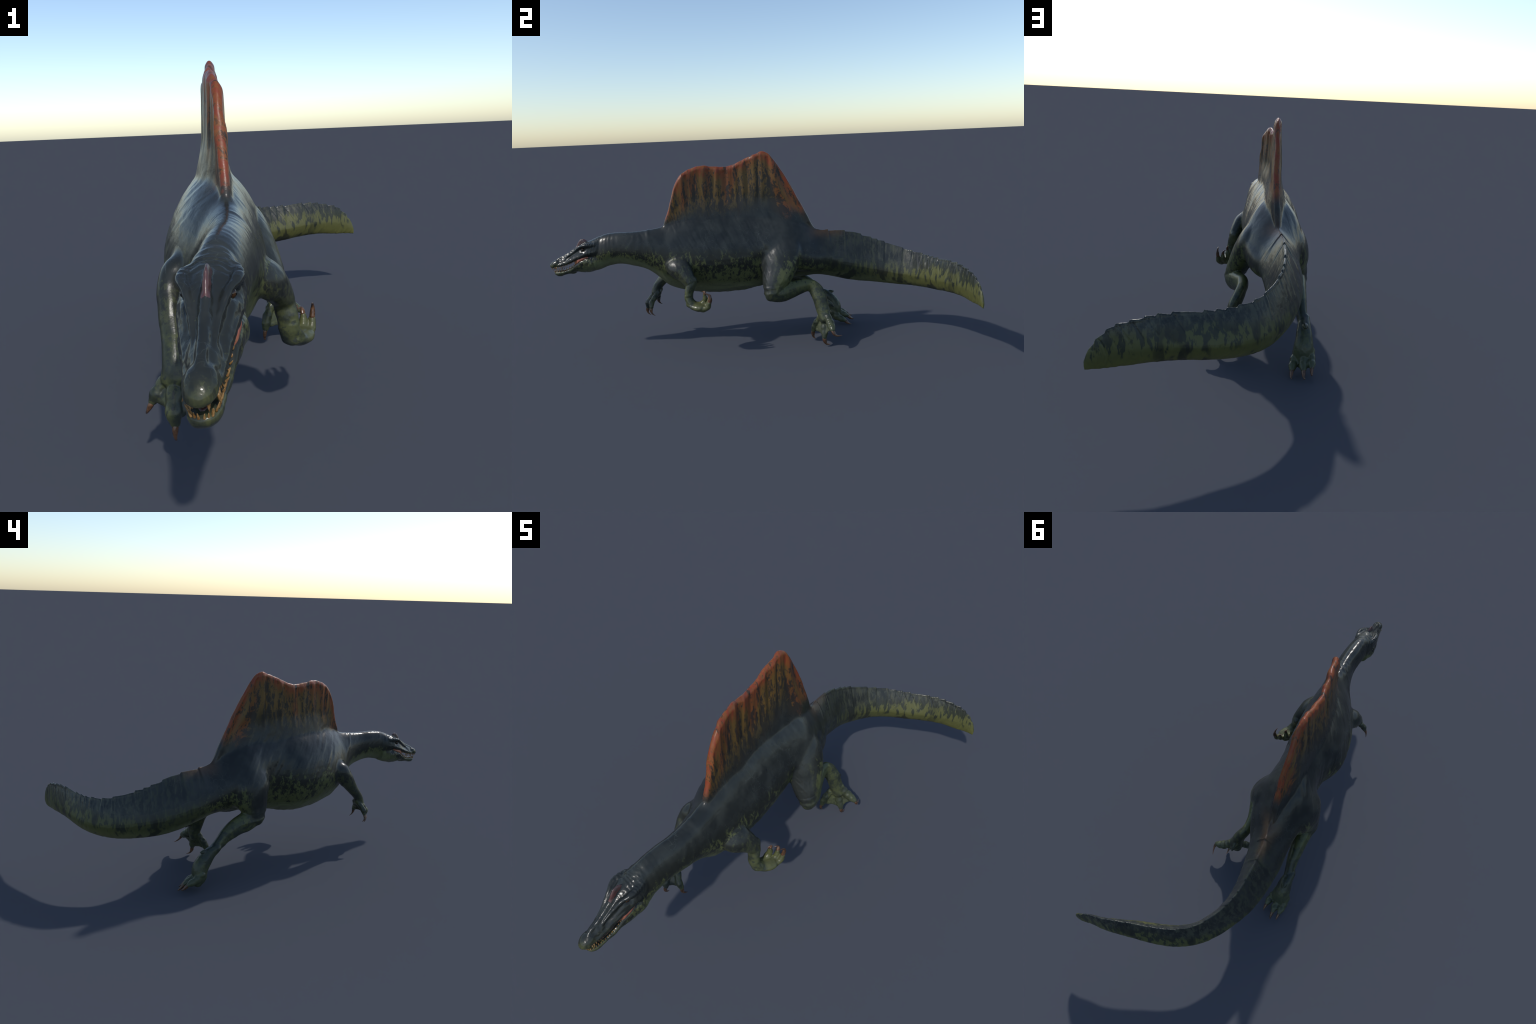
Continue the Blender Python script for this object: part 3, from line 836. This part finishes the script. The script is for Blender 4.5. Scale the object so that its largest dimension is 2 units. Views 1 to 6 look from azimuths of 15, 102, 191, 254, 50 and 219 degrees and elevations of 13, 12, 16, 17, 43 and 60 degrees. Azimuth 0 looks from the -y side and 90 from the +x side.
ROOT = bpy.data.objects.new("dinosaur", None)
ROOT.empty_display_size = .2
ROOT["label"] = "dark green crocodile-snouted dinosaur with tall red sail"
ROOT["category"] = "dinosaur"
LINK = bpy.context.scene.collection.objects.link
LINK(ROOT)
OBJ = {}
MATS = {"dorsal_sail": MAT_SAIL, "head": MAT_HEAD, "lower_jaw": MAT_HEAD, "head_crest": MAT_CREST,
        "torso": MAT_SAIL, "neck": MAT_BODY, "tail": MAT_BODY}
PARENT = {"lower_jaw": "head", "head_crest": "head", "foot": "hindlimb", "foot.001": "hindlimb.001", "hand": "forelimb", "hand.001": "forelimb.001"}
for i, nm in enumerate(parts):
    sel = Q[reg == i]
    if not len(sel):
        print("empty part", nm); continue
    used, inv = np.unique(sel, return_inverse=True)
    inv = inv.reshape(-1, 4)
    me = bpy.data.meshes.new(nm)
    me.vertices.add(len(used)); me.vertices.foreach_set("co", co[used].ravel().astype(np.float32))
    me.loops.add(len(inv) * 4); me.loops.foreach_set("vertex_index", inv.ravel().astype(np.int32))
    me.polygons.add(len(inv)); me.polygons.foreach_set("loop_start", np.arange(len(inv), dtype=np.int32) * 4)
    me.update(calc_edges=True)
    me.shade_smooth()
    me.normals_split_custom_set_from_vertices([tuple(v) for v in nrm[used]])
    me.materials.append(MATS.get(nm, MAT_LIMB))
    ob = bpy.data.objects.new(nm, me); LINK(ob)
    OBJ[nm] = ob
for nm, ob in OBJ.items():
    ob.parent = OBJ.get(PARENT.get(nm, ""), ROOT)

# ------------------------------------------------------------------ claws
def solid(name, v, f, mat, parent, smooth_=True):
    me = mesh_from(v, f, name)
    bm = bmesh.new(); bm.from_mesh(me); bmesh.ops.recalc_face_normals(bm, faces=bm.faces); bm.to_mesh(me); bm.free()
    if smooth_:
        me.shade_smooth()
    me.materials.append(mat)
    ob = bpy.data.objects.new(name, me); LINK(ob); ob.parent = parent
    return ob
def horn(name, base, mid, tip, r, mat, parent, flat=.75, m=14, n=18):
    base, mid, tip = (np.array(p, float) for p in (base, mid, tip))
    t = np.linspace(0, 1, n)[:, None]
    c = (1-t)**2*base + 2*t*(1-t)*mid + t*t*tip
    T = np.gradient(c, axis=0); T /= np.linalg.norm(T, axis=1)[:, None]
    plane = np.cross(mid - base, tip - mid)
    if np.linalg.norm(plane) < 1e-9:
        plane = np.cross(T[0], (0, 0, 1))
    plane /= np.linalg.norm(plane)
    th = np.linspace(0, 2*math.pi, m, endpoint=False)
    rings = []
    for i in range(n):
        u = t[i, 0]
        rr = r * (1 - u) ** .75 * (.88 + .25 * math.sin(math.pi * min(1, u * 2.2)) * .6) + .0004
        b = np.cross(T[i], plane); b /= np.linalg.norm(b)
        rings.append(c[i] + np.outer(np.cos(th) * rr * flat, plane) + np.outer(np.sin(th) * rr, b))
    return solid(name, *loft(rings), mat, parent)
CLAWS = [("foot.001", RTOES[0], (-.206, .412, .001), (-.214, .422, .006), .0098),
         ("foot.001", RTOES[1], (-.258, .428, .008), (-.266, .433, .020), .0098),
         ("foot.001", RTOES[2], (-.286, .416, .020), (-.289, .420, .032), .0090),
         ("foot", LTOES[0], (.034, .240, .010), (.037, .260, .011), .0100),
         ("foot", LTOES[1], (.114, .310, .002), (.104, .340, .009), .0105),
         ("foot", LTOES[2], (.162, .364, .060), (.131, .398, .066), .0100),
         ("hand", LFING[0], (.281, -.186, .300), (.282, -.223, .306), .0105),
         ("hand", LFING[1], (.254, -.196, .296), (.246, -.222, .288), .0080),
         ("hand", LFING[2], (.246, -.226, .312), (.240, -.252, .300), .0078),
         ("hand.001", RFING[0], (-.016, -.584, .166), (-.026, -.563, .156), .0092),
         ("hand.001", RFING[1], (.061, -.622, .134), (.056, -.596, .121), .0096),
         ("hand.001", RFING[2], (.120, -.574, .150), (.116, -.547, .137), .0088)]
for part, toe, mid, tip, r in CLAWS:
    a, b = np.array(toe[-2][:3]), np.array(toe[-1][:3])
    horn("claw", b + (b - a) * .15, mid, tip, r, MAT_CLAW, OBJ[part])

# ------------------------------------------------------------------ teeth, mouth, eyes
rng = random.Random(3)
for k in (-1, 1):
    for i in range(17):
        s = .214 - .0080 * i - .0006 * (i % 3)
        if s < .085:
            continue
        ln = (.0140 if i < 7 else .0100 if i < 11 else .0065) * rng.uniform(.6, 1.2)
        w0 = k * (upper_hw(s) * .86) + drift(s)
        if s > .205:
            w0 = k * .010 + drift(s)
        zt = upper_lip(s) + .004
        b = head_to_world(s, w0, zt)
        t = head_to_world(s - rng.uniform(-.002, .004), w0 + k * rng.uniform(.000, .004), zt - ln)
        mid = head_to_world(s + .002, w0 + k * .0015, zt - ln * .5)
        horn("tooth", b, mid, t, rng.uniform(.0016, .0025), MAT_TOOTH, OBJ["head"], 1.0, 8, 8)
    for i in range(15):
        s = .202 - .0084 * i
        ln = (.0130 if i < 6 else .0095 if i < 10 else .006) * rng.uniform(.75, 1.2)
        w0 = k * (lower_hw(s) * .80) + drift(s)
        zb = lower_lip(s) - .003
        b = head_to_world(s, w0, zb)
        t = head_to_world(s + rng.uniform(-.001, .003), w0 + k * rng.uniform(.001, .006), zb + ln)
        mid = head_to_world(s + .001, w0 + k * .003, zb + ln * .5)
        horn("tooth", b, mid, t, rng.uniform(.0015, .0023), MAT_TOOTH, OBJ["lower_jaw"], 1.0, 8, 8)
rings = []
for s in np.linspace(.022, .100, 30):           # pink skin stretched between the jaws at the mouth corner
    zb, zt = lower_lip(s) - .012, upper_lip(s) + .008
    zt = max(zt, zb + .004)
    hw = lower_hw(s) * (.80 + .135 * smooth(.025, .06, s) - .24 * smooth(.078, .1, s))
    ring = section(lambda t: hw * (1 - abs(2*t - 1) ** 4) ** .25, zb, zt, 14)
    rings.append(head_to_world(np.full(len(ring), s), ring[:, 0] + drift(s), ring[:, 1]))
solid("mouth_corner_skin", *loft(rings), MAT_FLESH, OBJ["head"])
for k in (-1, 1):
    for w1, s1 in ((.0035, .2055), (.0085, .2035), (.0130, .1990)):
        ln = rng.uniform(.008, .012)
        b = head_to_world(s1, k * w1 + drift(s1), lower_lip(s1) - .003)
        t = head_to_world(s1 + .004, k * (w1 + .001) + drift(s1), lower_lip(s1) - .003 + ln)
        horn("tooth", b, (b + t) / 2 + np.array([0, 0, .001]) + HF * .001, t, .0018, MAT_TOOTH, OBJ["lower_jaw"], 1.0, 8, 8)
rings = []
for s in np.linspace(.06, .197, 30):
    zb = lower_lip(s) - .010; zt = lower_lip(s) + .0022
    hw = lower_hw(s) * .66 * math.sqrt(max(0.02, 1 - ((s - .06) / .139) ** 6))
    ring = section(lambda t: hw * np.sqrt(np.clip(1 - (2*t - 1) ** 2, 0, 1)), zb, zt, 12)
    rings.append(head_to_world(np.full(len(ring), s), ring[:, 0] + drift(s), ring[:, 1]))
solid("tongue", *loft(rings), MAT_THROAT, OBJ["lower_jaw"])

def ball(c, r, squash=(1, 1, 1), seg=16):
    u, v = np.meshgrid(np.linspace(.03, math.pi - .03, seg), np.linspace(0, 2*math.pi, 2*seg, endpoint=False), indexing="ij")
    p = np.stack([np.sin(u)*np.cos(v)*squash[0], np.sin(u)*np.sin(v)*squash[1], np.cos(u)*squash[2]], -1) * r
    return loft(p @ np.array(HROT) + np.array(c))
for k in (-1, 1):
    e = solid("eye", *ball(head_to_world(eye_s + .002, k*.0325, eye_z), .0080), MAT_EYE, OBJ["head"])
    c = head_to_world(eye_s + .005, k*.0382, eye_z + .0005)
    solid("pupil", *ball(c, .0032, (.5, .9, 1.2)), MAT_PUPIL, OBJ["head"])
print("done")
